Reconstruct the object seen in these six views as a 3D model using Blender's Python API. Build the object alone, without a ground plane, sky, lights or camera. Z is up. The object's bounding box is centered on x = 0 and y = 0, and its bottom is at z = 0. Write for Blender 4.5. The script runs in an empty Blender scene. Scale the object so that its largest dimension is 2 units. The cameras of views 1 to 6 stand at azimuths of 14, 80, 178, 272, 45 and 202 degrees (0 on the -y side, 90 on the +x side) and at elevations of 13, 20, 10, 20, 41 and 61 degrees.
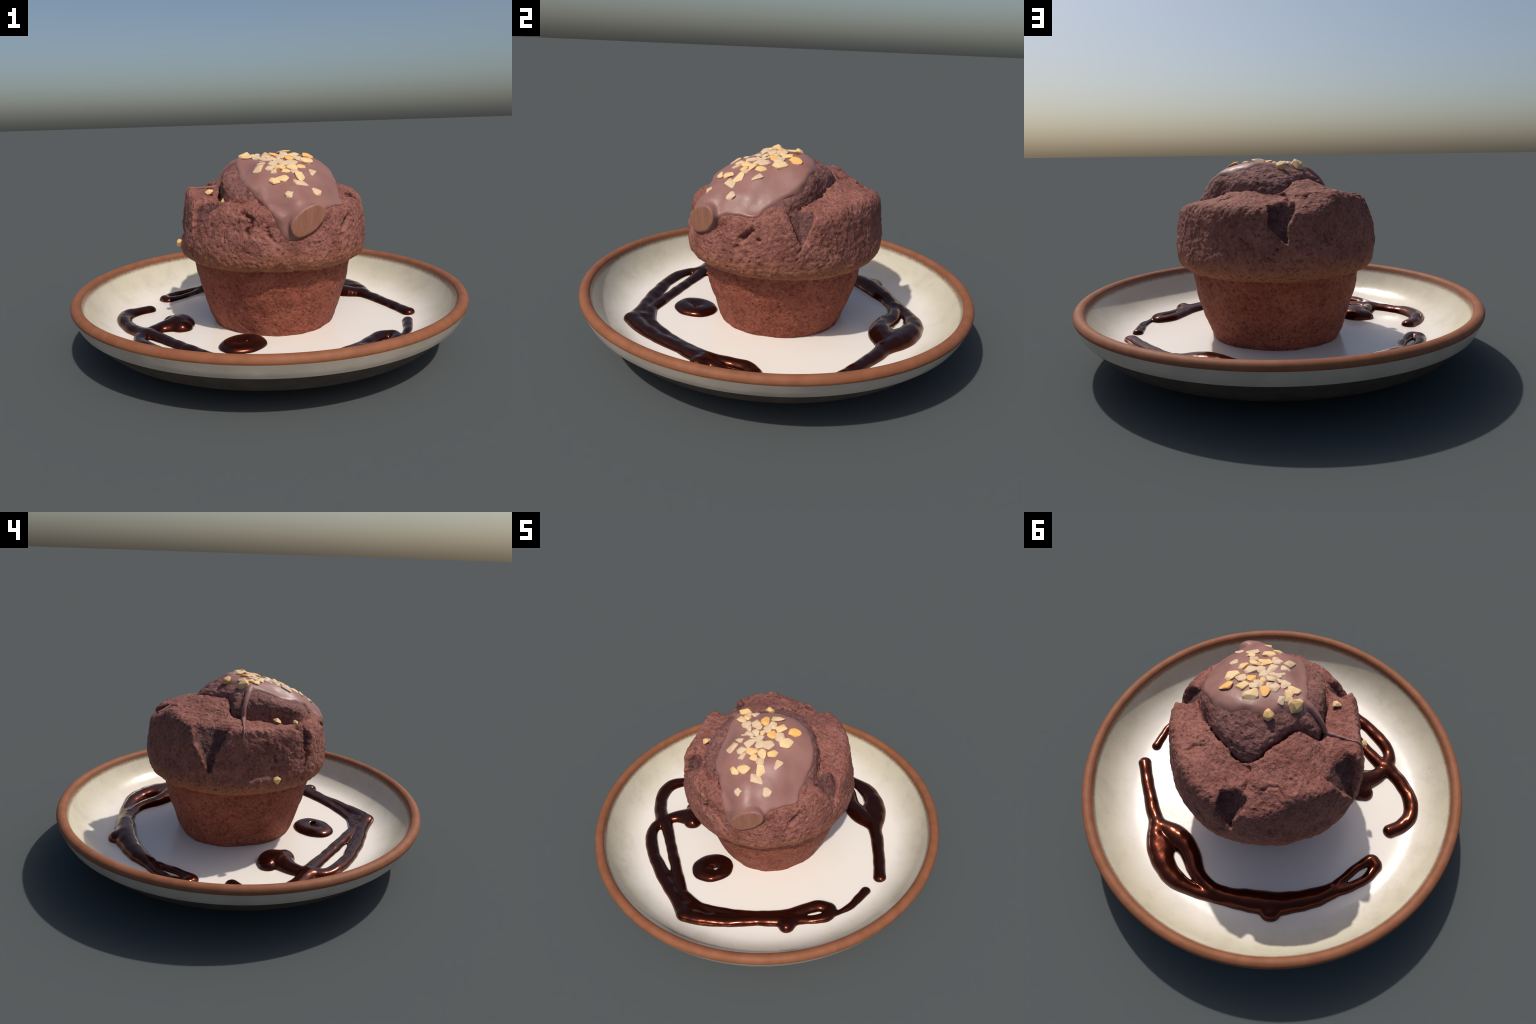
# A chocolate muffin with a chocolate glaze and chopped nuts on a stoneware plate
# with a drizzle of chocolate sauce.  All shapes are solids described by
# profiles, height fields over control points, wedges and swept strokes.
import bpy, bmesh, math, random
import numpy as np
from mathutils import Vector, Matrix

rng = random.Random(7)
C = bpy.context.scene.collection


# ------------------------------------------------------------------ helpers
def make_empty(name, label, category):
    e = bpy.data.objects.new(name, None)
    e.empty_display_size = 0.1
    C.objects.link(e)
    e["label"], e["category"] = label, category
    return e


def make_object(name, mesh, parent, material=None):
    o = bpy.data.objects.new(name, mesh)
    C.objects.link(o)
    o.parent = parent
    if material is not None:
        mesh.materials.clear()
        mesh.materials.append(material)
    return o


def mesh_from(name, verts, faces, smooth=True):
    m = bpy.data.meshes.new(name)
    verts = np.asarray(verts, dtype=np.float32)
    faces = np.asarray(faces, dtype=np.int32)
    k = faces.shape[1]
    m.vertices.add(len(verts))
    m.vertices.foreach_set("co", verts.ravel())
    m.loops.add(faces.size)
    m.loops.foreach_set("vertex_index", faces.ravel())
    m.polygons.add(len(faces))
    m.polygons.foreach_set("loop_start", np.arange(0, faces.size, k, dtype=np.int32))
    m.polygons.foreach_set("loop_total", np.full(len(faces), k, dtype=np.int32))
    m.update(calc_edges=True)
    m.validate()
    m.polygons.foreach_set("use_smooth", np.full(len(m.polygons), smooth, dtype=bool))
    return m


def smin(a, b, k):
    h = np.clip(0.5 + 0.5 * (b - a) / k, 0, 1)
    return b + (a - b) * h - k * h * (1 - h)


def smax(a, b, k):
    return -smin(-a, -b, k)


def sstep(a, b, x):
    t = np.clip((x - a) / (b - a), 0, 1)
    return t * t * (3 - 2 * t)


class Noise:
    """Vectorised gradient noise, about -1..1."""
    def __init__(self, seed):
        r = np.random.RandomState(seed)
        self.p = np.tile(r.permutation(256), 3).astype(np.int32)
        g = r.normal(size=(256, 3))
        self.g = (g / np.linalg.norm(g, axis=1)[:, None]).astype(np.float32)

    def __call__(self, x, y, z):
        x, y, z = np.broadcast_arrays(x, y, z)
        xi, yi, zi = (np.floor(a).astype(np.int32) for a in (x, y, z))
        xf, yf, zf = x - xi, y - yi, z - zi
        u, v, w = (t * t * t * (t * (t * 6 - 15) + 10) for t in (xf, yf, zf))
        xi, yi, zi = xi & 255, yi & 255, zi & 255
        out = 0
        for i in (0, 1):
            for j in (0, 1):
                for k in (0, 1):
                    h = self.g[self.p[self.p[self.p[xi + i] + yi + j] + zi + k]]
                    d = h[..., 0] * (xf - i) + h[..., 1] * (yf - j) + h[..., 2] * (zf - k)
                    out = out + d * (u if i else 1 - u) * (v if j else 1 - v) * (w if k else 1 - w)
        return out * 1.6


def thin_plate(points, lam=1e-4):
    """Height field z(x, y) through control points."""
    a = np.asarray(points, float)
    p, zv = a[:, :2], a[:, 2]
    n = len(p)
    U = lambda d: d * d * np.log(d + 1e-12)
    K = U(np.linalg.norm(p[:, None] - p[None], axis=2)) + lam * np.eye(n)
    Q = np.c_[np.ones(n), p]
    s = np.linalg.solve(np.block([[K, Q], [Q.T, np.zeros((3, 3))]]), np.r_[zv, 0, 0, 0])

    def f(x, y):
        o = s[n] + s[n + 1] * x + s[n + 2] * y
        for (px, py), w in zip(p, s[:n]):
            o = o + w * U(np.hypot(x - px, y - py))
        return o
    return f


def polygon_distance(poly, x, y):
    """Signed distance to a closed outline, negative inside."""
    P = np.asarray(poly, float)
    d = np.full(x.shape, 1e9)
    inside = np.zeros(x.shape, bool)
    for i in range(len(P)):
        ax, ay = P[i - 1]
        bx, by = P[i]
        ex, ey = bx - ax, by - ay
        t = np.clip(((x - ax) * ex + (y - ay) * ey) / (ex * ex + ey * ey), 0, 1)
        d = np.minimum(d, np.hypot(x - ax - t * ex, y - ay - t * ey))
        c = ((ay > y) != (by > y)) & (x < ex * (y - ay) / (ey if ey else 1e-9) + ax)
        inside ^= c
    return np.where(inside, -d, d)


def smooth_closed(P, n=6):
    """Catmull-Rom resample of a closed outline of points of any dimension."""
    P = np.asarray(P, float)
    out = []
    for i in range(len(P)):
        a, b, c, d = P[i - 1], P[i], P[(i + 1) % len(P)], P[(i + 2) % len(P)]
        for t in np.arange(n) / n:
            out.append(0.5 * (2 * b + (c - a) * t + (2 * a - 5 * b + 4 * c - d) * t * t + (3 * b - a - 3 * c + d) * t ** 3))
    return np.array(out)


def smooth_open(P, n=6):
    P = np.asarray(P, float)
    Q = np.vstack([2 * P[0] - P[1], P, 2 * P[-1] - P[-2]])
    out = []
    for i in range(1, len(Q) - 2):
        a, b, c, d = Q[i - 1], Q[i], Q[i + 1], Q[i + 2]
        for t in np.arange(n) / n:
            out.append(0.5 * (2 * b + (c - a) * t + (2 * a - 5 * b + 4 * c - d) * t * t + (3 * b - a - 3 * c + d) * t ** 3))
    out.append(P[-1])
    return np.array(out)


def surface_net(f, origin, step):
    """Quads of the zero surface of a sampled solid (negative inside)."""
    neg = f < 0
    nx, ny, nz = f.shape
    cells = np.zeros((nx - 1, ny - 1, nz - 1), np.uint8)
    for i in (0, 1):
        for j in (0, 1):
            for k in (0, 1):
                cells += neg[i:nx - 1 + i, j:ny - 1 + j, k:nz - 1 + k]
    idx = np.argwhere((cells > 0) & (cells < 8))
    del cells
    lookup = np.full((nx - 1, ny - 1, nz - 1), -1, np.int32)
    lookup[idx[:, 0], idx[:, 1], idx[:, 2]] = np.arange(len(idx))
    acc = np.zeros((len(idx), 3))
    cnt = np.zeros(len(idx))
    corners = [(i, j, k) for i in (0, 1) for j in (0, 1) for k in (0, 1)]
    val = {c: f[idx[:, 0] + c[0], idx[:, 1] + c[1], idx[:, 2] + c[2]] for c in corners}
    for c in corners:
        for ax in range(3):
            if c[ax] == 0:
                e = list(c)
                e[ax] = 1
                va, vb = val[c], val[tuple(e)]
                m = (va < 0) != (vb < 0)
                t = np.where(m, va / np.where(m, va - vb, 1), 0)
                q = np.tile(np.array(c, float), (len(idx), 1))
                q[:, ax] += t
                acc += q * m[:, None]
                cnt += m
    verts = (idx + acc / cnt[:, None]) * step + np.asarray(origin)
    faces = []
    for ax in range(3):
        sa = [slice(None)] * 3
        sb = [slice(None)] * 3
        sa[ax], sb[ax] = slice(0, -1), slice(1, None)
        a, b = neg[tuple(sa)], neg[tuple(sb)]
        E = np.argwhere(a != b)
        o1, o2 = (ax + 1) % 3, (ax + 2) % 3
        E = E[(E[:, o1] > 0) & (E[:, o2] > 0) & (E[:, o1] < f.shape[o1] - 1) & (E[:, o2] < f.shape[o2] - 1)]
        u = np.zeros(3, int)
        v = np.zeros(3, int)
        u[o1], v[o2] = 1, 1
        get = lambda q: lookup[q[:, 0], q[:, 1], q[:, 2]]
        quad = np.c_[get(E - u - v), get(E - v), get(E), get(E - u)]
        flip = ~a[E[:, 0], E[:, 1], E[:, 2]]
        quad[flip] = quad[flip][:, ::-1]
        faces.append(quad)
    return verts, np.vstack(faces)


def vertex_normals(verts, faces):
    a, b, c, d = (verts[faces[:, i]] for i in range(4))
    fn = np.cross(c - a, d - b)
    vn = np.zeros_like(verts)
    for i in range(4):
        np.add.at(vn, faces[:, i], fn)
    return vn / np.maximum(np.linalg.norm(vn, axis=1), 1e-12)[:, None], fn / np.maximum(np.linalg.norm(fn, axis=1), 1e-12)[:, None]


def relax(verts, faces, times):
    for _ in range(times):
        s = np.zeros_like(verts)
        c = np.zeros(len(verts))
        for i in range(4):
            for j in (1, 3):
                np.add.at(s, faces[:, i], verts[faces[:, (i + j) % 4]])
                np.add.at(c, faces[:, i], 1)
        verts = 0.5 * verts + 0.5 * s / np.maximum(c, 1)[:, None]
    return verts


def split_parts(verts, faces, labels, names, parent, mats):
    """One smooth surface cut into named parts that keep the whole surface's normals."""
    vn, _ = vertex_normals(verts, faces)
    objs = {}
    for key, name in names.items():
        F = faces[labels == key]
        if len(F) == 0:
            continue
        used, inv = np.unique(F, return_inverse=True)
        m = mesh_from(name, verts[used], inv.reshape(F.shape))
        m.normals_split_custom_set_from_vertices([Vector(n) for n in vn[used]])
        objs[key] = make_object(name, m, parent, mats[key])
    return objs


# ---------------------------------------------------------------- materials
class Mat:
    def __init__(self, name):
        self.m = bpy.data.materials.new(name)
        self.m.use_nodes = True
        self.t = self.m.node_tree
        self.t.nodes.clear()
        self.out = self.n("ShaderNodeOutputMaterial")
        self.b = self.n("ShaderNodeBsdfPrincipled")
        self.t.links.new(self.b.outputs[0], self.out.inputs[0])
        self.co = self.n("ShaderNodeTexCoord").outputs["Object"]

    def n(self, kind, **kw):
        q = self.t.nodes.new(kind)
        for k, v in kw.items():
            setattr(q, k, v)
        return q

    def put(self, sock, v):
        if hasattr(v, "links"):
            self.t.links.new(v, sock)
        else:
            if isinstance(v, tuple) and len(v) == 3 and len(sock.default_value) == 4:
                v = v + (1.0,)
            sock.default_value = v

    def noise(self, scale, detail=3, rough=0.55, distort=0.0, co=None):
        q = self.n("ShaderNodeTexNoise")
        self.put(q.inputs["Vector"], co or self.co)
        q.inputs["Scale"].default_value = scale
        q.inputs["Detail"].default_value = detail
        q.inputs["Roughness"].default_value = rough
        q.inputs["Distortion"].default_value = distort
        return q.outputs["Fac"]

    def voronoi(self, scale, feature="F1", out="Distance", co=None, rand=1.0):
        q = self.n("ShaderNodeTexVoronoi", feature=feature)
        self.put(q.inputs["Vector"], co or self.co)
        q.inputs["Scale"].default_value = scale
        q.inputs["Randomness"].default_value = rand
        return q.outputs[out]

    def ramp(self, fac, stops, interp="LINEAR"):
        q = self.n("ShaderNodeValToRGB")
        q.color_ramp.interpolation = interp
        el = q.color_ramp.elements
        while len(el) < len(stops):
            el.new(0.5)
        for e, (p, c) in zip(el, stops):
            e.position = p
            e.color = (c if isinstance(c, tuple) else (c, c, c)) + (1.0,)
        self.put(q.inputs[0], fac)
        return q.outputs[0]

    def mix(self, fac, a, b, blend="MIX"):
        q = self.n("ShaderNodeMix", data_type="RGBA", blend_type=blend)
        self.put(q.inputs[0], fac)
        self.put(q.inputs[6], a)
        self.put(q.inputs[7], b)
        return q.outputs[2]

    def math(self, op, a, b=0.0, c=0.0):
        q = self.n("ShaderNodeMath", operation=op)
        for s, v in zip(q.inputs, (a, b, c)):
            self.put(s, v)
        return q.outputs[0]

    def maprange(self, v, a, b, c=0.0, d=1.0, smooth=True):
        q = self.n("ShaderNodeMapRange", interpolation_type="SMOOTHSTEP" if smooth else "LINEAR")
        self.put(q.inputs[0], v)
        for i, x in enumerate((a, b, c, d)):
            q.inputs[i + 1].default_value = x
        return q.outputs[0]

    def xyz(self):
        q = self.n("ShaderNodeSeparateXYZ")
        self.put(q.inputs[0], self.co)
        return q.outputs

    def scaled(self, sx, sy, sz):
        q = self.n("ShaderNodeMapping")
        self.put(q.inputs[0], self.co)
        q.inputs["Scale"].default_value = (sx, sy, sz)
        return q.outputs[0]

    def bump(self, h, strength, dist, prev=None):
        q = self.n("ShaderNodeBump")
        q.inputs["Strength"].default_value = strength
        q.inputs["Distance"].default_value = dist
        self.put(q.inputs["Height"], h)
        if prev is not None:
            self.put(q.inputs["Normal"], prev)
        return q.outputs[0]

    def set(self, **kw):
        names = dict(color="Base Color", rough="Roughness", normal="Normal", spec="Specular IOR Level", metal="Metallic",
                     coat="Coat Weight", coat_rough="Coat Roughness", tint="Specular Tint", sss="Subsurface Weight",
                     sss_scale="Subsurface Scale", sss_radius="Subsurface Radius", ior="IOR")
        for k, v in kw.items():
            self.put(self.b.inputs[names[k]], v)
        return self.m


def cake_material(name, body, light, dark, grain, pit, warm=None):
    """Crumb: short wormy pits, raised grains, hairline creases and soft blotches."""
    a = Mat(name)
    g1 = a.noise(grain, 2.5, 0.55, 0.7)
    pits = a.maprange(g1, 0.34, 0.46, 1.0, 0.0)
    grains = a.maprange(g1, 0.52, 0.66)
    fold = a.math("ABSOLUTE", a.math("SUBTRACT", a.noise(grain * 0.5, 3, 0.55, 0.4), 0.5))
    crease = a.math("MULTIPLY", a.maprange(fold, 0.0, 0.02, 1.0, 0.0), a.maprange(a.noise(12, 2), 0.52, 0.66))
    pores = a.math("MULTIPLY", a.maprange(a.voronoi(pit), 0.10, 0.32, 1.0, 0.0), a.maprange(a.noise(pit * 0.4, 2), 0.50, 0.62))
    col = a.mix(a.maprange(a.noise(8, 4, 0.6), 0.35, 0.68), body, light)
    if warm is not None:
        z = a.math("ADD", a.xyz()[2], a.math("MULTIPLY", a.math("SUBTRACT", a.noise(11, 3), 0.5), 0.07))
        col = a.mix(a.maprange(z, warm[1], warm[2], warm[3], 0.0), col, warm[0])
    col = a.mix(a.math("MULTIPLY", grains, 0.35), col, a.mix(0.5, light, (0.42, 0.22, 0.18)))
    mark = a.math("MAXIMUM", a.math("MULTIPLY", pits, 0.62), a.math("MAXIMUM", a.math("MULTIPLY", crease, 0.7), a.math("MULTIPLY", pores, 0.75)))
    col = a.mix(mark, col, dark)
    h = a.math("ADD", a.math("MULTIPLY", g1, 1.2), a.math("MULTIPLY", a.math("MAXIMUM", crease, pores), -0.7))
    h = a.math("ADD", h, a.math("MULTIPLY", a.noise(grain * 2.6, 2), 0.25))
    return a.set(color=col, rough=0.8, normal=a.bump(h, 0.7, 0.0075), spec=0.3)


top_mat = cake_material("cake_crust", (0.205, 0.071, 0.053), (0.280, 0.108, 0.083), (0.088, 0.028, 0.021), 64, 34,  # crust albedo lowered to bake in some shade from the unlit back
                        warm=((0.340, 0.125, 0.058), 0.455, 0.590, 0.85))
crown_mat = cake_material("cake_crown_crust", (0.160, 0.064, 0.055), (0.220, 0.094, 0.080), (0.070, 0.025, 0.021), 64, 34)  # crown tinted darker and more purple, part of it shading seen from behind
crack_shade_mat = cake_material("crack_shade_painted_crumb", (0.098, 0.040, 0.036), (0.142, 0.060, 0.053), (0.042, 0.016, 0.015), 58, 34)
base_mat = cake_material("cake_crumb", (0.225, 0.056, 0.032), (0.300, 0.087, 0.052), (0.075, 0.018, 0.011), 60, 36)  # cup colour darkened toward its shadowed rear side


def glaze_material():
    a = Mat("milk_chocolate_glaze")
    col = a.mix(a.maprange(a.noise(7, 4), 0.35, 0.7), (0.250, 0.114, 0.093), (0.290, 0.140, 0.116))
    nrm = a.bump(a.noise(26, 3), 0.12, 0.01)
    return a.set(color=col, rough=a.maprange(a.noise(12, 3), 0.3, 0.7, 0.38, 0.55), normal=nrm, spec=0.4)


def chunk_material():
    a = Mat("broken_chocolate")
    co = a.scaled(60, 60, 6)
    st = a.noise(1.0, 3, co=co)
    col = a.mix(a.maprange(st, 0.35, 0.65), (0.275, 0.117, 0.073), (0.335, 0.150, 0.098))
    return a.set(color=col, rough=0.6, normal=a.bump(st, 0.2, 0.003), spec=0.3)


def nut_material(name, c1, c2, c3):
    a = Mat(name)
    q = a.n("ShaderNodeObjectInfo")
    r = q.outputs["Random"]
    base = a.mix(r, c1, c2)
    col = a.mix(a.maprange(a.noise(45, 3), 0.42, 0.7), base, c3)
    edge = a.maprange(a.noise(130, 2), 0.55, 0.75, 0.0, 0.35)
    col = a.mix(edge, col, (0.30, 0.14, 0.06))
    return a.set(color=col, rough=0.5, normal=a.bump(a.noise(90, 3), 0.25, 0.004), sss=0.15, sss_scale=0.01, spec=0.4)


def sauce_material():
    a = Mat("chocolate_sauce")
    col = a.mix(a.noise(18, 3), (0.007, 0.0018, 0.0012), (0.015, 0.0036, 0.0022))
    nrm = a.bump(a.noise(14, 2, 0.5, 0.6), 0.15, 0.012)
    return a.set(color=col, rough=0.19, normal=nrm, spec=0.8, tint=(1.0, 0.22, 0.11), coat=0.12, coat_rough=0.05)


def dish_material():
    a = Mat("cream_stoneware_glaze")
    x, y, z = a.xyz()
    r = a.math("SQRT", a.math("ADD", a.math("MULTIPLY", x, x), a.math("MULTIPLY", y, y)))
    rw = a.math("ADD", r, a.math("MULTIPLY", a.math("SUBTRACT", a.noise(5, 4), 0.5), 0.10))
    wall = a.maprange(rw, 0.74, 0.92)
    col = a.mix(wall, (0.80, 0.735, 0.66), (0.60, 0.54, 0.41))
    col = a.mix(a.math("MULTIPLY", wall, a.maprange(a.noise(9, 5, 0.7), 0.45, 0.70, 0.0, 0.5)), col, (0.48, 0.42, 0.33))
    rim = a.maprange(a.math("ADD", r, a.math("MULTIPLY", a.math("SUBTRACT", a.noise(60, 2), 0.5), 0.006)), 0.934, 0.946)
    col = a.mix(rim, col, (0.20, 0.085, 0.040))
    outer = a.maprange(z, 0.10, 0.104, 1.0, 0.0)
    spots = a.math("MULTIPLY", a.maprange(a.voronoi(60), 0.08, 0.16, 1.0, 0.0), a.maprange(a.noise(23, 2), 0.52, 0.60))
    spots = a.math("MULTIPLY", spots, a.maprange(rw, 0.70, 0.86, 0.12, 0.65))
    col = a.mix(spots, col, (0.25, 0.13, 0.05))
    nrm = a.bump(a.noise(7, 3), 0.10, 0.02)
    return a.set(color=col, rough=0.22, normal=nrm, spec=0.5)


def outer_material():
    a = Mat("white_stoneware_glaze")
    col = a.mix(a.maprange(a.noise(6, 4), 0.35, 0.7), (0.60, 0.505, 0.41), (0.52, 0.44, 0.355))  # white wall toned down to carry the occlusion beneath the rim
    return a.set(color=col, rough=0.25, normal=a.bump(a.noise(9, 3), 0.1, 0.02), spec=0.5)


def rim_material():
    a = Mat("terracotta_rim_glaze")
    col = a.mix(a.maprange(a.noise(14, 4), 0.35, 0.65), (0.225, 0.079, 0.035), (0.265, 0.097, 0.045))
    col = a.mix(a.maprange(a.noise(120, 2), 0.55, 0.75, 0.0, 0.35), col, (0.24, 0.085, 0.04))
    return a.set(color=col, rough=0.6, normal=a.bump(a.noise(80, 3), 0.15, 0.004), spec=0.25)


def foot_material():
    a = Mat("dark_brown_foot")
    col = a.mix(a.maprange(a.noise(12, 4), 0.35, 0.65), (0.085, 0.062, 0.048), (0.11, 0.082, 0.064))
    return a.set(color=col, rough=0.75, normal=a.bump(a.noise(90, 3), 0.15, 0.004), spec=0.3)


glaze_mat, chunk_mat, sauce_mat = glaze_material(), chunk_material(), sauce_material()
dish_mat, rim_mat, foot_mat = dish_material(), rim_material(), foot_material()
nut_mats = {
    "pale": nut_material("pale_nut", (0.66, 0.46, 0.29), (0.74, 0.57, 0.38), (0.56, 0.37, 0.22)),
    "yellow": nut_material("yellow_nut", (0.80, 0.54, 0.24), (0.80, 0.61, 0.36), (0.74, 0.40, 0.13)),
    "orange": nut_material("roasted_nut", (0.85, 0.42, 0.10), (0.80, 0.36, 0.08), (0.88, 0.56, 0.22)),
}

# -------------------------------------------------------------------- plate
plate = make_empty("dessert_plate", "round cream stoneware plate with terracotta rim and chocolate sauce", "plate")

FLOOR = 0.108
foot_profile = [(0.0, 0.012), (0.55, 0.012), (0.60, 0.010), (0.625, 0.002), (0.642, 0.0), (0.658, 0.004), (0.70, 0.023), (0.76, 0.049), (0.82, 0.078), (0.866, 0.101), (0.892, 0.123), (0.932, 0.162), (0.969, 0.198)]
outer_profile = [(0.969, 0.198), (0.980, 0.219), (0.990, 0.243), (0.9985, 0.264)]
rim_profile = [(0.9985, 0.264)] + [(0.973 + 0.027 * math.cos(math.radians(t)), 0.270 + 0.027 * math.sin(math.radians(t))) for t in (3, 18, 34, 50, 68, 85, 105, 125, 142)] + [(0.948, 0.279)]
inner_profile = [(0.948, 0.279), (0.938, 0.252), (0.918, 0.218), (0.891, 0.184), (0.859, 0.155), (0.823, 0.133), (0.787, 0.1185), (0.75, 0.111), (0.70, FLOOR), (0.55, FLOOR), (0.35, FLOOR), (0.15, FLOOR), (0.0, FLOOR)]
_in = np.array(inner_profile)[::-1]


def plate_height(r):
    return np.interp(r, _in[:, 0], _in[:, 1])


def lathe(name, profile, mat, seg=256, sub=4):
    P = smooth_open(profile, sub)
    P[:, 0] = np.maximum(P[:, 0], 0)
    n = len(P)
    th = np.arange(seg) / seg * 2 * np.pi
    wob = 1 + 0.0 * th
    V = np.stack([P[:, 0][:, None] * np.cos(th) * wob, P[:, 0][:, None] * np.sin(th) * wob, np.repeat(P[:, 1][:, None], seg, 1)], -1).reshape(-1, 3)
    i, j = np.meshgrid(np.arange(n - 1), np.arange(seg), indexing="ij")
    a = i * seg + j
    b = i * seg + (j + 1) % seg
    F = np.stack([a, b, b + seg, a + seg], -1).reshape(-1, 4)
    m = mesh_from(name, V, F)
    bm = bmesh.new()
    bm.from_mesh(m)
    bmesh.ops.remove_doubles(bm, verts=bm.verts, dist=1e-5)
    bm.to_mesh(m)
    bm.free()
    m.polygons.foreach_set("use_smooth", np.ones(len(m.polygons), bool))
    return make_object(name, m, plate, mat)


lathe("plate_foot", foot_profile, foot_mat)
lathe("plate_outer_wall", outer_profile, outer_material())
lathe("plate_rim", rim_profile, rim_mat)
lathe("plate_dish", inner_profile, dish_mat)

# -------------------------------------------------------------------- sauce
# strokes on the plate floor: points (x, y, half width)
strokes = [
    # north-east streak with its loop
    [(0.725, 0.150, .027), (0.648, 0.256, .026), (0.551, 0.374, .028), (0.480, 0.455, .032)],
    [(0.480, 0.455, .034), (0.420, 0.556, .043), (0.340, 0.630, .043), (0.249, 0.680, .036), (0.142, 0.692, .026), (0.026, 0.687, .024), (-0.10, 0.672, .020)],
    [(0.470, 0.455, .032), (0.350, 0.472, .046), (0.255, 0.515, .040), (0.190, 0.580, .034), (0.132, 0.625, .030), (0.040, 0.660, .028)],
    [(0.440, 0.520, .040), (0.380, 0.550, .040), (0.340, 0.620, .030)],
    # northern arc
    [(0.040, 0.660, .028), (-0.067, 0.652, .038), (-0.160, 0.630, .045), (-0.256, 0.604, .048), (-0.341, 0.560, .043), (-0.442, 0.490, .038), (-0.506, 0.425, .032)],
    [(-0.245, 0.610, .046), (-0.266, 0.640, .042)],
    [(-0.506, 0.430, .026), (-0.590, 0.362, .020), (-0.650, 0.288, .018), (-0.678, 0.210, .022)],
    [(-0.506, 0.420, .024), (-0.550, 0.330, .017), (-0.590, 0.248, .018), (-0.640, 0.182, .022), (-0.672, 0.195, .024)],
    # western hook
    [(-0.680, -0.010, .027), (-0.729, -0.066, .028), (-0.752, -0.140, .029), (-0.722, -0.235, .029), (-0.640, -0.318, .029), (-0.545, -0.378, .034)],
    [(-0.540, -0.360, .028), (-0.497, -0.290, .034), (-0.435, -0.235, .052)],
    [(-0.480, -0.175, .036), (-0.425, -0.190, .050), (-0.395, -0.255, .042)],
    [(-0.540, -0.385, .030), (-0.529, -0.465, .027), (-0.440, -0.548, .027), (-0.302, -0.618, .026), (-0.161, -0.668, .026), (-0.016, -0.706, .028), (0.100, -0.738, .036)],
    [(-0.515, -0.375, .030), (-0.378, -0.456, .024), (-0.251, -0.530, .024), (-0.132, -0.600, .024), (-0.020, -0.660, .024), (0.077, -0.685, .024)],
    [(-0.370, -0.575, .012), (-0.200, -0.625, .013), (-0.060, -0.680, .014)],
    # southern corner and the run to the east
    [(0.100, -0.738, .036), (0.190, -0.695, .032), (0.286, -0.622, .028), (0.399, -0.516, .026), (0.489, -0.440, .028), (0.545, -0.395, .028)],
    [(0.000, -0.665, .024), (0.113, -0.650, .018), (0.198, -0.610, .018), (0.294, -0.556, .020), (0.413, -0.466, .022), (0.503, -0.378, .026), (0.549, -0.295, .026), (0.590, -0.228, .026), (0.645, -0.195, .026)],
    [(0.080, -0.700, .030), (0.180, -0.652, .012), (0.290, -0.582, .014), (0.400, -0.495, .022)],
    [(0.545, -0.430, .034), (0.520, -0.410, .028)],
    [(0.540, -0.390, .024), (0.590, -0.340, .020), (0.640, -0.292, .020), (0.668, -0.240, .024), (0.655, -0.200, .024)],
    [(0.670, -0.235, .012), (0.700, -0.180, .012), (0.719, -0.120, .015), (0.722, -0.050, .018), (0.721, 0.025, .019)],
]
drop = [(-0.030 + 0.060 * math.cos(t) * 0.73 + 0.034 * math.sin(t), -0.425 + 0.060 * math.cos(t) * 0.85 - 0.030 * math.sin(t), .040) for t in np.linspace(0, 2 * math.pi, 13)]


def sauce_solid(paths, box, step=0.0042, hole=None, rise=0.80):
    (x0, x1), (y0, y1) = box
    xs, ys = np.arange(x0, x1, step), np.arange(y0, y1, step)
    zs = np.arange(-0.010, 0.070, step)
    X, Y = np.meshgrid(xs, ys, indexing="ij")
    base = plate_height(np.hypot(X, Y))
    f = np.full(X.shape + (len(zs),), 0.2, np.float32)
    nz = Noise(5)
    wob = nz(X * 16, Y * 16, X * 0) * 0.0035
    for P in paths:
        P = smooth_open(P, 6)
        best = np.full(X.shape, 1e9)
        rad = np.full(X.shape, 0.02)
        for a, b in zip(P[:-1], P[1:]):
            ex, ey = b[0] - a[0], b[1] - a[1]
            t = np.clip(((X - a[0]) * ex + (Y - a[1]) * ey) / (ex * ex + ey * ey + 1e-12), 0, 1)
            d = np.hypot(X - a[0] - t * ex, Y - a[1] - t * ey)
            r = a[2] + (b[2] - a[2]) * t
            m = (d - r) < (best - rad)
            best, rad = np.where(m, d, best), np.where(m, r, rad)
        rad = rad * 1.32 + 0.001 + wob
        near = np.argwhere(best - rad < 0.05)
        i0, j0 = near.min(0)
        i1, j1 = near.max(0) + 1
        sl = (slice(i0, i1), slice(j0, j1))
        d = np.sqrt(best[sl][..., None] ** 2 + (zs / rise) ** 2) - rad[sl][..., None]
        f[sl] = smin(f[sl], d.astype(np.float32), 0.010)
    if hole is not None:
        f = smax(f, (hole[2] - np.hypot(X - hole[0], Y - hole[1]))[..., None].astype(np.float32), 0.008)
    f = np.maximum(f, (-0.004 - zs)[None, None, :])
    v, q = surface_net(f, (x0, y0, zs[0]), step)
    v = relax(v, q, 2)
    v[:, 2] += plate_height(np.hypot(v[:, 0], v[:, 1]))
    return v, q


v, q = sauce_solid(strokes, ((-0.83, 0.80), (-0.83, 0.78)))
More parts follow.
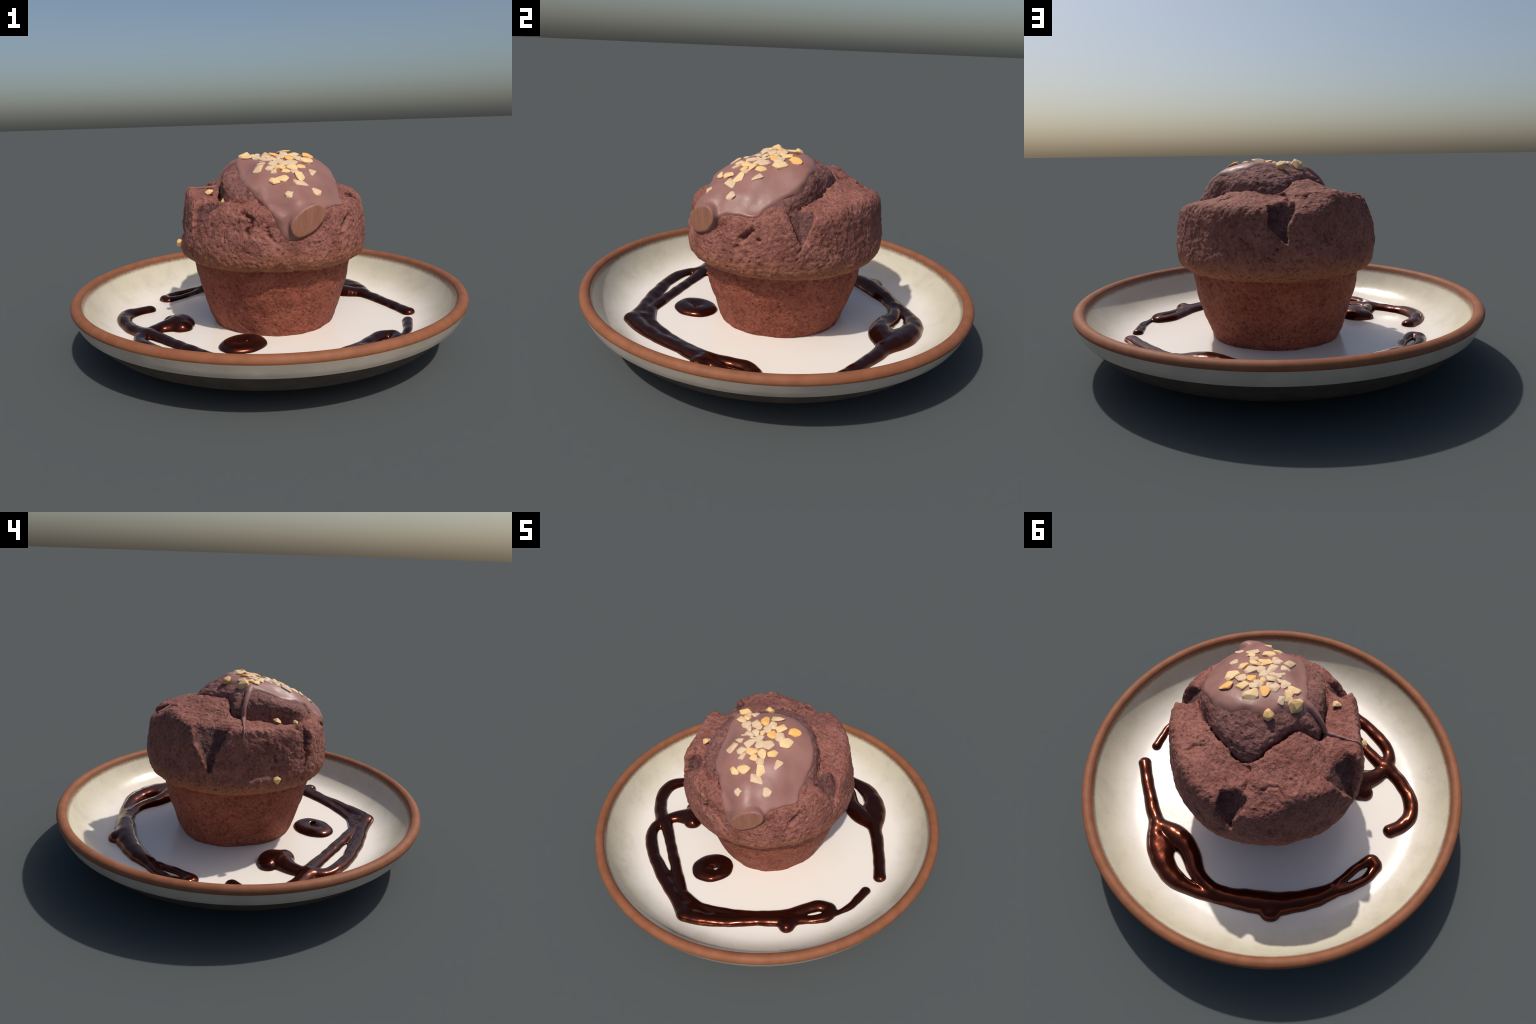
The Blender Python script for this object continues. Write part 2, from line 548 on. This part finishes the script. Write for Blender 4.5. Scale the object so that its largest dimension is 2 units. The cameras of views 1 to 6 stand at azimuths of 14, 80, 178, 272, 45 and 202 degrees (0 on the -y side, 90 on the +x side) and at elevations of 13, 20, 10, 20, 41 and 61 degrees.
# separate the connected drizzles into objects of their own
par = np.arange(len(v))
for _ in range(200):
    m = par[q].min(1)
    new = par.copy()
    for i in range(4):
        np.minimum.at(new, q[:, i], m)
    new = new[new]
    if (new == par).all():
        break
    par = new
for lab in np.unique(par):
    F = q[par[q[:, 0]] == lab]
    if len(F) < 60:
        continue
    used, inv = np.unique(F, return_inverse=True)
    make_object("sauce_drizzle", mesh_from("sauce_drizzle", v[used], inv.reshape(F.shape)), plate, sauce_mat)
v, q = sauce_solid([drop], ((-0.22, 0.16), (-0.60, -0.24)), hole=(-0.005, -0.424, 0.014), rise=0.55)
make_object("sauce_drop", mesh_from("sauce_drop", v, q), plate, sauce_mat)

# ------------------------------------------------------------------- muffin
muffin = make_empty("chocolate_muffin", "cracked dark chocolate muffin with milk chocolate glaze and chopped nuts", "muffin")
muffin.location = (0, 0, 0)
AX, AY = 0.02, 0.03

STEP = 0.0045
xs = np.arange(-0.53, 0.58, STEP)
ys = np.arange(-0.56, 0.58, STEP)
zs = np.arange(0.085, 1.01, STEP).astype(np.float32)
X2, Y2 = np.meshgrid(xs, ys, indexing="ij")
R2 = np.hypot(X2 - AX, Y2 - AY)
A2 = np.degrees(np.arctan2(X2 - AX, -(Y2 - AY))) % 360      # 0 = front (-y), 90 = +x

# side profiles (height, radius)
cup_profile = np.array([(0.085, 0.300), (0.108, 0.314), (0.14, 0.327), (0.21, 0.351), (0.31, 0.382), (0.40, 0.401), (0.46, 0.407), (1.1, 0.407)])
collar_profile = np.array([(0.440, 0.385), (0.449, 0.415), (0.461, 0.442), (0.474, 0.462), (0.490, 0.475), (0.51, 0.482), (0.55, 0.487), (0.60, 0.485), (0.66, 0.477), (0.72, 0.468), (0.78, 0.454), (0.84, 0.438), (1.1, 0.40)])

# tops of the broken outer pieces, between the crack and the outer edge
terrace_points = [
    # east and north-east piece
    (0.302, 0.115, .800), (0.256, 0.157, .818), (0.209, 0.197, .832), (0.164, 0.221, .834), (0.119, 0.245, .834), (0.075, 0.268, .832), (0.033, 0.278, .825), (0.000, 0.30, .815),
    (0.36, 0.06, .785), (0.44, 0.06, .765), (0.44, 0.15, .768), (0.38, 0.25, .777), (0.30, 0.34, .79), (0.20, 0.41, .79), (0.10, 0.45, .785), (0.28, 0.24, .805), (0.15, 0.33, .812), (0.03, 0.40, .795), (0.40, -0.01, .765), (0.46, 0.0, .75),
    # north-west piece with its ridge
    (-0.074, 0.475, .770), (-0.118, 0.442, .776), (-0.160, 0.410, .797), (-0.201, 0.378, .820), (-0.244, 0.346, .833), (-0.287, 0.310, .832), (-0.332, 0.276, .822), (-0.382, 0.248, .803), (-0.434, 0.217, .778),
    (-0.050, 0.257, .869), (-0.061, 0.212, .872), (-0.082, 0.172, .877), (-0.104, 0.132, .883), (-0.126, 0.091, .886), (-0.150, 0.055, .880), (-0.06, 0.36, .825), (-0.14, 0.30, .838), (-0.20, 0.20, .855), (-0.27, 0.22, .83), (-0.30, 0.14, .80), (-0.22, 0.11, .84),
    # western block
    (-0.233, -0.035, .800), (-0.222, -0.078, .794), (-0.209, -0.122, .786), (-0.196, -0.165, .778), (-0.180, -0.209, .772), (-0.177, -0.254, .770), (-0.234, -0.190, .783), (-0.413, -0.014, .800), (-0.400, -0.060, .797), (-0.34, -0.15, .79), (-0.30, 0.01, .80), (-0.272, -0.315, .762), (-0.33, -0.24, .775),
    # front piece
    (-0.17, -0.36, .735), (-0.097, -0.350, .770), (-0.058, -0.355, .774), (-0.018, -0.366, .768), (0.022, -0.370, .775), (0.06, -0.372, .788), (-0.05, -0.42, .745), (0.0, -0.43, .745), (0.11, -0.408, .740), (0.20, -0.43, .735), (0.30, -0.36, .735), (0.384, -0.241, .735), (0.41, -0.15, .745), (0.42, -0.08, .760),
]
# the risen crown, down to where it runs into the front piece
crown_points = [
    (.217, .022, .945), (.225, -.055, .926), (.149, -.003, .954), (.138, -.065, .942), (.09, .036, .964), (.048, -.012, .959), (.049, -.054, .947), (.018, -.05, .952),
    (-.016, -.088, .946), (.04, -.121, .938), (.018, -.145, .932), (.092, -.11, .932), (.024, -.18, .922), (.123, -.139, .923), (.161, -.12, .925), (.021, -.231, .904), (.12, -.195, .908),
    (.15, -.208, .895), (.21, -.138, .903), (.096, -.239, .893), (.198, -.205, .892), (.263, -.16, .878), (.145, -.281, .864), (.112, -.316, .853), (.207, -.366, .795), (.228, -.276, .84),
    (.30, -.28, .800), (-.065, -.073, .946), (-.053, -.042, .952), (-.037, .002, .954), (.105, -.021, .960), (.408, -.18, .735), (.388, -.121, .778), (.371, -.058, .815), (.347, .017, .850),
    (.326, .041, .873), (.277, .081, .908), (.194, .12, .934), (.124, .142, .937), (.02, .20, .908), (.03, .245, .868), (.12, .20, .905), (.20, .17, .895), (.26, .13, .880),
    (-.118, -.11, .926), (-.10, -.149, .905), (-.082, -.196, .888), (-.061, -.244, .873), (-.037, -.291, .858), (-.011, -.329, .838), (.021, -.355, .815), (.054, -.371, .788), (.081, -.386, .757), (.11, -.408, .730),
    (-.148, -.017, .928), (-.186, -.03, .903), (-.215, -.04, .872), (-.165, -.13, .905), (-.148, -.2, .886), (-.115, -.28, .860), (-.06, -.32, .838), (-.016, .083, .940), (-.1, -.003, .942), (-.13, .04, .915), (-.05, .15, .905), (-.03, .22, .880), (.28, -.40, .70), (.36, -.295, .735),
]
crack_outline = [(0.47, -0.06), (0.40, -0.035), (0.35, 0.055), (0.302, 0.115), (0.256, 0.157), (0.209, 0.197), (0.164, 0.221), (0.119, 0.245), (0.075, 0.268), (0.033, 0.278), (-0.010, 0.272), (-0.045, 0.245), (-0.061, 0.212),
                 (-0.082, 0.172), (-0.104, 0.132), (-0.130, 0.085), (-0.170, 0.058), (-0.215, 0.055), (-0.240, 0.030), (-0.236, -0.03), (-0.222, -0.078), (-0.209, -0.122), (-0.196, -0.165), (-0.178, -0.215), (-0.155, -0.27), (-0.110, -0.325), (-0.058, -0.352), (0.0, -0.366), (0.05, -0.372),
                 (0.10, -0.60), (0.60, -0.60), (0.60, -0.10)]

terrace = thin_plate(terrace_points, 3e-4)
crown = thin_plate(crown_points, 2e-4)
Zt = terrace(X2, Y2)
Zd = crown(X2, Y2) - 0.008
crack = polygon_distance(smooth_closed(crack_outline, 4), X2, Y2)


def slope_scale(Z):
    gx, gy = np.gradient(Z, STEP)
    return 1 / np.sqrt(1 + np.minimum(gx * gx + gy * gy, 9))


f32 = lambda a: a.astype(np.float32)
R3, Zs = f32(R2)[..., None], zs[None, None, :]
T3 = np.clip(Zt, .6, 1.0)
D3 = np.clip(Zd, .4, 1.0)

# cup
cupR = np.interp(zs, cup_profile[:, 0], cup_profile[:, 1])


def bell(centre, width):
    d = (A2 - centre + 180) % 360 - 180
    return np.exp(-(d / width) ** 2)


colR = np.interp(zs, collar_profile[:, 0], collar_profile[:, 1])
upper = sstep(0.53, 0.62, zs)
low_mod = -0.004 * bell(93, 20) + 0.018 * bell(32, 30) - 0.014 * bell(130, 28) - 0.012 * bell(300, 20) + 0.006 * bell(243, 20)
high_mod = 0.006 * bell(195, 25) + 0.013 * bell(32, 28) - 0.027 * bell(131, 28) - 0.034 * bell(293, 20) - 0.006 * bell(338, 12) + 0.014 * bell(252, 9) - 0.012 * bell(222, 16) + 0.006 * bell(268, 7)
cup_mod = 0.019 * bell(32, 32) - 0.008 * bell(160, 28) + 0.010 * bell(243, 25) + 0.004 * bell(318, 18) + 0.002 * bell(120, 15) - 0.008 * bell(283, 14)
modR = f32(low_mod)[..., None] * f32(1 - upper) + f32(high_mod)[..., None] * f32(upper)
side = R3 - f32(colR)[None, None, :] - modR
base_f = np.maximum(R3 - f32(cupR)[None, None, :] - f32(cup_mod)[..., None], f32(0.100 - zs)[None, None, :])
base_f = smax(base_f, Zs - 0.60, 0.02)
# soft underside of the collar
lip = f32(0.447 + 0.006 * np.sin(np.radians(A2 * 2 + 40)) + 0.004 * np.sin(np.radians(A2 * 5)))[..., None] - Zs
side = smax(side, lip * 0.9, 0.022)
top_f = smax(side, (Zs - f32(T3)[..., None]) * f32(slope_scale(T3))[..., None], 0.035)
uncut = top_f.copy()
# trench along the crack round the crown
trench = np.maximum(f32(crack)[..., None], 0.758 - Zs)
top_f = smax(top_f, -trench, 0.014)


def groove(centres, tip, width, inner, k=0.016):
    """Broken wedge: azimuth of its middle, half width and inner radius as functions of height."""
    zc = np.array(centres, float)
    ac = np.interp(zs, zc[:, 0], zc[:, 1])
    wz = np.interp(zs, [tip, tip + 0.001] + [a for a, _ in width], [-0.02, 0.0] + [b for _, b in width])
    ri = np.interp(zs, [a for a, _ in inner], [b for _, b in inner])
    d = (f32(A2)[..., None] - f32(ac) + 180) % 360 - 180
    s = np.abs(d) * np.pi / 180 * np.maximum(R3, 0.25)
    # the floor of the wedge is deepest along its middle
    floor = f32(ri) - R3 + np.minimum(s, 0.10) * 0.45 - 0.012
    return np.maximum(np.maximum((s - f32(wz)) * 0.85, floor), f32(tip - zs)[None, None, :])


grooves = [
    groove([(0.59, 259), (0.70, 257.5), (0.78, 257)], 0.585, [(0.66, .032), (0.72, .066), (0.78, .085), (0.90, .10)], [(0.59, .478), (0.65, .448), (0.72, .410), (0.78, .365), (0.82, .31), (0.9, .28)]),
    groove([(0.63, 184.5), (0.70, 180), (0.78, 183)], 0.625, [(0.70, .042), (0.765, .060), (0.86, .062)], [(0.63, .466), (0.70, .408), (0.76, .378), (0.9, .36)]),
    groove([(0.635, 88), (0.72, 88), (0.80, 87)], 0.630, [(0.68, .028), (0.74, .050), (0.9, .058)], [(0.63, .465), (0.70, .405), (0.76, .360), (0.9, .33)]),
    groove([(0.58, 321), (0.70, 326), (0.78, 328)], 0.575, [(0.64, .020), (0.70, .044), (0.76, .060), (0.9, .07)], [(0.58, .472), (0.66, .422), (0.74, .380), (0.9, .33)]),
]
for g in grooves:
    top_f = smax(top_f, -g, 0.012)

# crown: height field inside the crack outline, bulging sides
crown_side = f32(crack + 0.015)[..., None] - 0.10 * np.clip(0.86 - Zs, 0, 0.10)
crown_f = smax((Zs - f32(D3)[..., None]) * f32(slope_scale(D3))[..., None], crown_side, 0.034)
crown_f = smax(crown_f, 0.70 - Zs, 0.02)
crown_f = np.maximum(crown_f, side)

n1, n2 = Noise(11), Noise(12)
cake = smin(base_f, top_f, 0.010)
cake = smin(cake, crown_f, 0.005)
nearby = np.argwhere(np.abs(cake) < 0.03)
px, py, pz = xs[nearby[:, 0]], ys[nearby[:, 1]], zs[nearby[:, 2]]
low = n1(px * 11, py * 11, pz * 11) * 0.006
smooth_cake = cake.copy()
smooth_cake[nearby[:, 0], nearby[:, 1], nearby[:, 2]] += f32(low)
cupness = np.clip((0.44 - pz) / 0.03, 0, 1)
mid = (n2(px * 30, py * 30, pz * 30) * 0.0040 + n1(px * 62, py * 62, pz * 62) * 0.0028) * (1 - 0.55 * cupness)
cake = smooth_cake.copy()
cake[nearby[:, 0], nearby[:, 1], nearby[:, 2]] += f32(mid)

verts, quads = surface_net(cake, (xs[0], ys[0], zs[0]), STEP)
vn, _ = vertex_normals(verts, quads)


def polyline_distance(P, V):
    best = np.full(len(V), 1e9)
    for a, b in zip(P[:-1], P[1:]):
        e = b - a
        t = np.clip(((V - a) @ e) / (e @ e), 0, 1)
        best = np.minimum(best, np.linalg.norm(V - a - t[:, None] * e, axis=1))
    return best


def on_side(az, z, r=0.478):
    t = math.radians(az)
    return (AX + r * math.sin(t), AY - r * math.cos(t), z)


# narrow cracks: (points, half width, depth)
cracks = [
    ([on_side(356, .755, .45), on_side(357, .735, .46), on_side(2, .70), on_side(1, .675), on_side(359, .645)], .007, .016),
    ([on_side(349, .70), on_side(347, .66), on_side(345, .61), on_side(346, .575)], .004, .007),
    ([on_side(10, .665), on_side(11, .64), on_side(14, .60), on_side(13, .55)], .006, .012),
    ([on_side(62, .69), on_side(58, .66), on_side(55, .635), on_side(53, .60)], .009, .016),
    ([on_side(55, .635), on_side(49, .63)], .005, .010), ([on_side(60, .665), on_side(66, .655)], .005, .010),
    ([on_side(183, .62), on_side(179, .60), on_side(177, .565), on_side(179, .55)], .005, .012),
    ([on_side(259, .59), on_side(262, .55), on_side(263, .50)], .005, .010),
    ([on_side(320, .60), on_side(319, .55), on_side(318, .52)], .005, .008),
    ([on_side(293, .74, .44), on_side(295, .69, .45), on_side(299, .66, .45), on_side(299, .63, .45)], .004, .010),
    ([on_side(160, .65), on_side(163, .64), on_side(166, .63)], .004, .007),
    ([on_side(205, .67), on_side(206, .64), on_side(207, .615)], .004, .007),
    ([on_side(88, .635), on_side(85, .58), on_side(86, .55)], .004, .009),
    ([on_side(30, .56), on_side(33, .545), on_side(38, .55)], .004, .006),
    ([on_side(135, .70), on_side(136, .66), on_side(133, .63)], .004, .007),
    ([(-.01, .30, .825), (-.03, .36, .82), (-.02, .42, .79)], .007, .010),
    ([(-.20, .36, .83), (-.15, .33, .835), (-.10, .38, .82)], .005, .006),
    ([(.20, .26, .82), (.26, .28, .80), (.30, .33, .79)], .005, .006),
]
depth = np.zeros(len(verts))
for P, w, dp in cracks:
    P = smooth_open(P, 3)
    P = P + np.array([[rng.uniform(-.006, .006) for _ in range(3)] for _ in P])
    lo, hi = P.min(0) - .05, P.max(0) + .05
    sel = np.all((verts > lo) & (verts < hi), axis=1)
    d = polyline_distance(P, verts[sel])
    depth[sel] = np.maximum(depth[sel], 1.7 * dp * np.exp(-(d / (1.25 * w)) ** 2))
# pores
n3 = Noise(13)
pore = np.clip(n3(verts[:, 0] * 75, verts[:, 1] * 75, verts[:, 2] * 75) - 0.42, 0, 1) * 0.010
rr = np.hypot(verts[:, 0] - AX, verts[:, 1] - AY)
# crease under the western block's face
azv = np.degrees(np.arctan2(verts[:, 0] - AX, -(verts[:, 1] - AY))) % 360
crease = 0.012 * np.exp(-((azv - 284) / 18) ** 2) * np.exp(-((verts[:, 2] - 0.572 - 0.0006 * (azv - 284)) / 0.022) ** 2) * (rr > .42)
verts = verts - vn * (depth + pore + crease)[:, None]

fc = verts[quads].mean(1)
fr = np.hypot(fc[:, 0] - AX, fc[:, 1] - AY)
ci = np.clip(((fc[:, 0] - xs[0]) / STEP).astype(int), 0, len(xs) - 1), np.clip(((fc[:, 1] - ys[0]) / STEP).astype(int), 0, len(ys) - 1)
labels = np.full(len(quads), 1)
labels[(fc[:, 2] < 0.452) & (fr < np.interp(fc[:, 2], cup_profile[:, 0], cup_profile[:, 1]) + 0.012 + cup_mod[ci])] = 0
labels[(crack[ci] < -0.008) & (fc[:, 2] > 0.775) & (fr < 0.43)] = 2
# faces deep in the cracks get a darker colour, painting in their occlusion shadow
fk = np.clip(((fc[:, 2] - zs[0]) / STEP).astype(int), 0, len(zs) - 1)
inner = uncut[ci[0], ci[1], fk] + 0.022 + 0.009 * n2(fc[:, 0] * 45, fc[:, 1] * 45, fc[:, 2] * 45) < 0
labels[inner & (labels > 0) & (fc[:, 2] > 0.50)] = 3
split_parts(verts, quads, labels, {0: "cake_base", 1: "cake_collar", 2: "cake_crown", 3: "shade_darkened_crack_faces"}, muffin, {0: base_mat, 1: top_mat, 2: crown_mat, 3: crack_shade_mat})

# -------------------------------------------------------------------- glaze
# outline of the poured glaze as a 3D edge; it is cut along a slanted direction
edge = [(-.125, -.075, .936), (-.118, -.11, .93), (-.10, -.149, .907), (-.082, -.196, .89), (-.061, -.244, .876), (-.037, -.291, .862), (-.011, -.329, .843), (.021, -.355, .82), (.054, -.371, .792), (.081, -.386, .762), (.11, -.408, .735), (.138, -.428, .70), (.160, -.44, .672), (.185, -.452, .648),
        (.25, -.44, .648), (.322, -.385, .690), (.338, -.350, .718), (.352, -.300, .736), (.384, -.241, .738), (.407, -.18, .735), (.392, -.156, .760), (.388, -.121, .778), (.371, -.058, .815), (.347, .017, .851), (.326, .045, .873), (.277, .083, .911), (.221, .113, .928), (.151, .118, .944), (.078, .103, .951), (.021, .087, .948), (-.023, .066, .945), (-.045, .03, .95), (-.08, .012, .948), (-.125, .0, .935), (-.145, -.03, .93)]
SH = np.array((0.5, -0.6))
flat = [(x + (.8 - z) * SH[0], y + (.8 - z) * SH[1]) for x, y, z in edge]
k0 = int(np.searchsorted(zs, 0.56))
gz = zs[k0:]
sub = smooth_cake[:, :, k0:]
near = np.argwhere((sub < 0.09) & (sub > -0.05))
gx, gy, gzv = xs[near[:, 0]], ys[near[:, 1]], gz[near[:, 2]]
region = polygon_distance(smooth_closed(flat, 4), gx + (.8 - gzv) * SH[0], gy + (.8 - gzv) * SH[1])
region = region + n1(gx * 24, gy * 24, gzv * 24) * 0.006
shell = sub[near[:, 0], near[:, 1], near[:, 2]] - 0.010 + n2(gx * 9, gy * 9, gzv * 9) * 0.004
gl = smax(shell, region * 0.9, 0.014)
pts = np.c_[gx, gy, gzv]


def tube(P, pts, k=None):
    P = np.asarray(P, float)
    best = np.full(len(pts), 1e9)
    for a, b in zip(P[:-1], P[1:]):
        e = (b - a)[:3]
        t = np.clip(((pts - a[:3]) @ e) / (e @ e), 0, 1)
        best = np.minimum(best, np.linalg.norm(pts - a[:3] - t[:, None] * e, axis=1) - (a[3] + (b[3] - a[3]) * t))
    return best


# thick end of the run, broken off flat
CUT_N = np.array((.598, -.796, -.095))
CUT_N = CUT_N / np.linalg.norm(CUT_N)
CUT_P = np.array((.283, -.411, .697))
along = np.array((.70, .47, .53))
knob = CUT_P - CUT_N * 0.008
p1, p2 = knob - along * 0.046, knob + along * 0.046
gl = smin(gl, tube([(*p1, .047), (*p2, .045)], pts), 0.016)
gl = smin(gl, tube([(.195, -.320, .778, .042), (.232, -.362, .742, .048), (*(knob - CUT_N * .02), .047)], pts), 0.045)
gl = np.maximum(gl, (pts - CUT_P) @ CUT_N)
# thin thread that runs over the western block
thread = smooth_open([(-.118, -.045, .936, .018), (-.155, -.040, .918, .017), (-.195, -.030, .888, .014), (-.225, -.022, .850, .012), (-.245, -.022, .806, .013), (-.30, -.026, .803, .008), (-.36, -.032, .804, .006), (-.410, -.036, .795, .006), (-.432, -.037, .760, .0045), (-.440, -.036, .735, .004)], 3)

def to_surface(p, lift):
    for _ in range(6):
        i, j, k = (int(round((p[a] - o) / STEP)) for a, o in enumerate((xs[0], ys[0], zs[0])))
        g = np.array([smooth_cake[i + 2, j, k] - smooth_cake[i - 2, j, k], smooth_cake[i, j + 2, k] - smooth_cake[i, j - 2, k], smooth_cake[i, j, k + 2] - smooth_cake[i, j, k - 2]], float) / (4 * STEP)
        p = p - g * (smooth_cake[i, j, k] - lift) / max(g @ g, 0.2)
    return p


for i in range(len(thread)):
    if thread[i, 0] < -0.24 or thread[i, 0] > -0.16:
        thread[i, :3] = to_surface(thread[i, :3], 0.002)
gl = smin(gl, tube(thread, pts), 0.012)
field = np.full(sub.shape, 0.05, np.float32)
field[sub <= -0.05] = 0.05
field[near[:, 0], near[:, 1], near[:, 2]] = gl
# keep the sheet closed on its hidden underside
field = np.maximum(field, -(sub + 0.022))
gv, gq = surface_net(field, (xs[0], ys[0], gz[0]), STEP)
gv = relax(gv, gq, 2)
_, gfn = vertex_normals(gv, gq)
gc = gv[gq].mean(1)
cutface = (np.abs((gc - CUT_P) @ CUT_N) < 0.005) & (gfn @ CUT_N > 0.90)
split_parts(gv, gq, cutface.astype(int), {0: "chocolate_glaze", 1: "broken_glaze_face"}, muffin, {0: glaze_mat, 1: chunk_mat})

# --------------------------------------------------------------------- nuts
def nut_mesh(seed):
    r = random.Random(seed)
    bm = bmesh.new()
    for _ in range(20):
        v = Vector((r.gauss(0, 1), r.gauss(0, 1), r.gauss(0, 1))).normalized()
        p = (abs(v.x) ** 3 + abs(v.y) ** 3 + abs(v.z) ** 3) ** (-1 / 3)
        bm.verts.new(v * p * r.uniform(0.75, 1.05))
    res = bmesh.ops.convex_hull(bm, input=bm.verts)
    bmesh.ops.delete(bm, geom=[g for g in bm.verts if not g.link_faces], context="VERTS")
    bmesh.ops.bevel(bm, geom=list(bm.edges), offset=0.22, segments=3, profile=0.55, affect="EDGES", clamp_overlap=True)
    bmesh.ops.triangulate(bm, faces=list(bm.faces))
    bmesh.ops.subdivide_edges(bm, edges=list(bm.edges), cuts=1, use_grid_fill=True)
    for _ in range(9):
        bmesh.ops.smooth_vert(bm, verts=list(bm.verts), factor=0.5, use_axis_x=True, use_axis_y=True, use_axis_z=True)
    m = bpy.data.meshes.new("nut_piece")
    bm.to_mesh(m)
    bm.free()
    m.polygons.foreach_set("use_smooth", np.ones(len(m.polygons), bool))
    return m


variants = {k: [] for k in nut_mats}
for i in range(6):
    base = nut_mesh(100 + i)
    for k, mat in nut_mats.items():
        m = base.copy()
        m.materials.append(mat)
        variants[k].append(m)

# surface height and normal of the glazed crown for seating the pieces
Zg = crown(X2, Y2)
gxn, gyn = np.gradient(Zg, STEP)


def seat(x, y):
    i, j = int((x - xs[0]) / STEP), int((y - ys[0]) / STEP)
    return float(Zg[i, j]), Vector((-float(gxn[i, j]), -float(gyn[i, j]), 1)).normalized()


# x, y, z, size (half length), kind
nuts = [
    (.217, .022, .955, .027, "orange"), (.225, -.055, .934, .033, "yellow"), (.149, -.003, .962, .025, "yellow"), (.179, -.048, .949, .024, "pale"), (.138, -.065, .947, .024, "orange"),
    (.090, .036, .972, .028, "yellow"), (.048, -.012, .963, .026, "orange"), (.091, -.043, .953, .025, "pale"), (.049, -.054, .948, .021, "pale"), (.018, -.050, .957, .024, "pale"),
    (-.016, -.088, .953, .024, "pale"), (.040, -.121, .943, .022, "pale"), (.058, -.098, .946, .020, "pale"), (.084, -.075, .945, .017, "yellow"), (.018, -.145, .938, .016, "pale"),
    (.092, -.110, .936, .025, "pale"), (.024, -.180, .930, .021, "pale"), (.074, -.161, .927, .028, "pale"), (.123, -.139, .928, .023, "pale"), (.161, -.120, .930, .026, "pale"),
    (.021, -.231, .912, .028, "pale"), (.071, -.216, .913, .024, "pale"), (.120, -.195, .913, .026, "yellow"), (.150, -.208, .898, .020, "yellow"), (.171, -.174, .913, .026, "yellow"),
    (.210, -.138, .910, .024, "yellow"), (.096, -.239, .900, .020, "pale"), (.190, -.205, .899, .021, "pale"), (.263, -.160, .886, .024, "pale"), (.219, -.237, .879, .026, "yellow"),
    (.145, -.281, .870, .025, "yellow"), (.112, -.316, .863, .022, "yellow"), (.228, -.276, .848, .030, "pale"), (.205, -.365, .811, .029, "pale"), (.300, -.280, .814, .024, "pale"),
    (-.065, -.073, .958, .025, "yellow"), (-.053, -.042, .963, .019, "yellow"), (-.064, -.017, .962, .018, "pale"), (-.037, .002, .964, .018, "pale"), (.105, -.021, .968, .023, "pale"),
    (.012, -.100, .950, .015, "pale"), (.060, -.130, .936, .014, "pale"),
]
for i, (x, y, z, s, kind) in enumerate(nuts):
    m = variants[kind][i % 6]
    o = bpy.data.objects.new("nut_piece", m)
    C.objects.link(o)
    o.parent = muffin
    zz, nn = seat(x, y)
    rot = nn.to_track_quat("Z", "Y").to_matrix() @ Matrix.Rotation(rng.uniform(0, 6.28), 3, "Z") @ Matrix.Rotation(rng.uniform(-.18, .18), 3, "X")
    s *= 1.45
    sc = Matrix.Diagonal((s * rng.uniform(.88, 1.0), s * rng.uniform(.62, .82), s * rng.uniform(.30, .38)))
    o.matrix_world = Matrix.Translation(Vector((x, y, 0.5 * z + 0.5 * (zz + .010))) - nn * .006) @ (rot @ sc).to_4x4()
loose = [
    ((-.014, .086, .944), (.2, .9, .6), .025, "yellow"), ((-.100, -.003, .942), (-.6, .3, .7), .034, "yellow"), ((-.234, -.190, .796), (-.2, .2, 1), .019, "yellow"),
    ((-.133, -.283, .765), (-.6, -.5, .6), .018, "yellow"), ((-.402, -.204, .545), (-.9, -.4, .2), .020, "yellow"),
]
for i, (p, nn, s, kind) in enumerate(loose):
    o = bpy.data.objects.new("nut_piece", variants[kind][(i * 2 + 1) % 6])
    C.objects.link(o)
    o.parent = muffin
    rot = Vector(nn).to_track_quat("Z", "Y").to_matrix() @ Matrix.Rotation(rng.uniform(0, 6.28), 3, "Z")
    o.matrix_world = Matrix.Translation(Vector(p)) @ (rot @ Matrix.Diagonal((s * 1.2, s * 1.0, s * .85))).to_4x4()
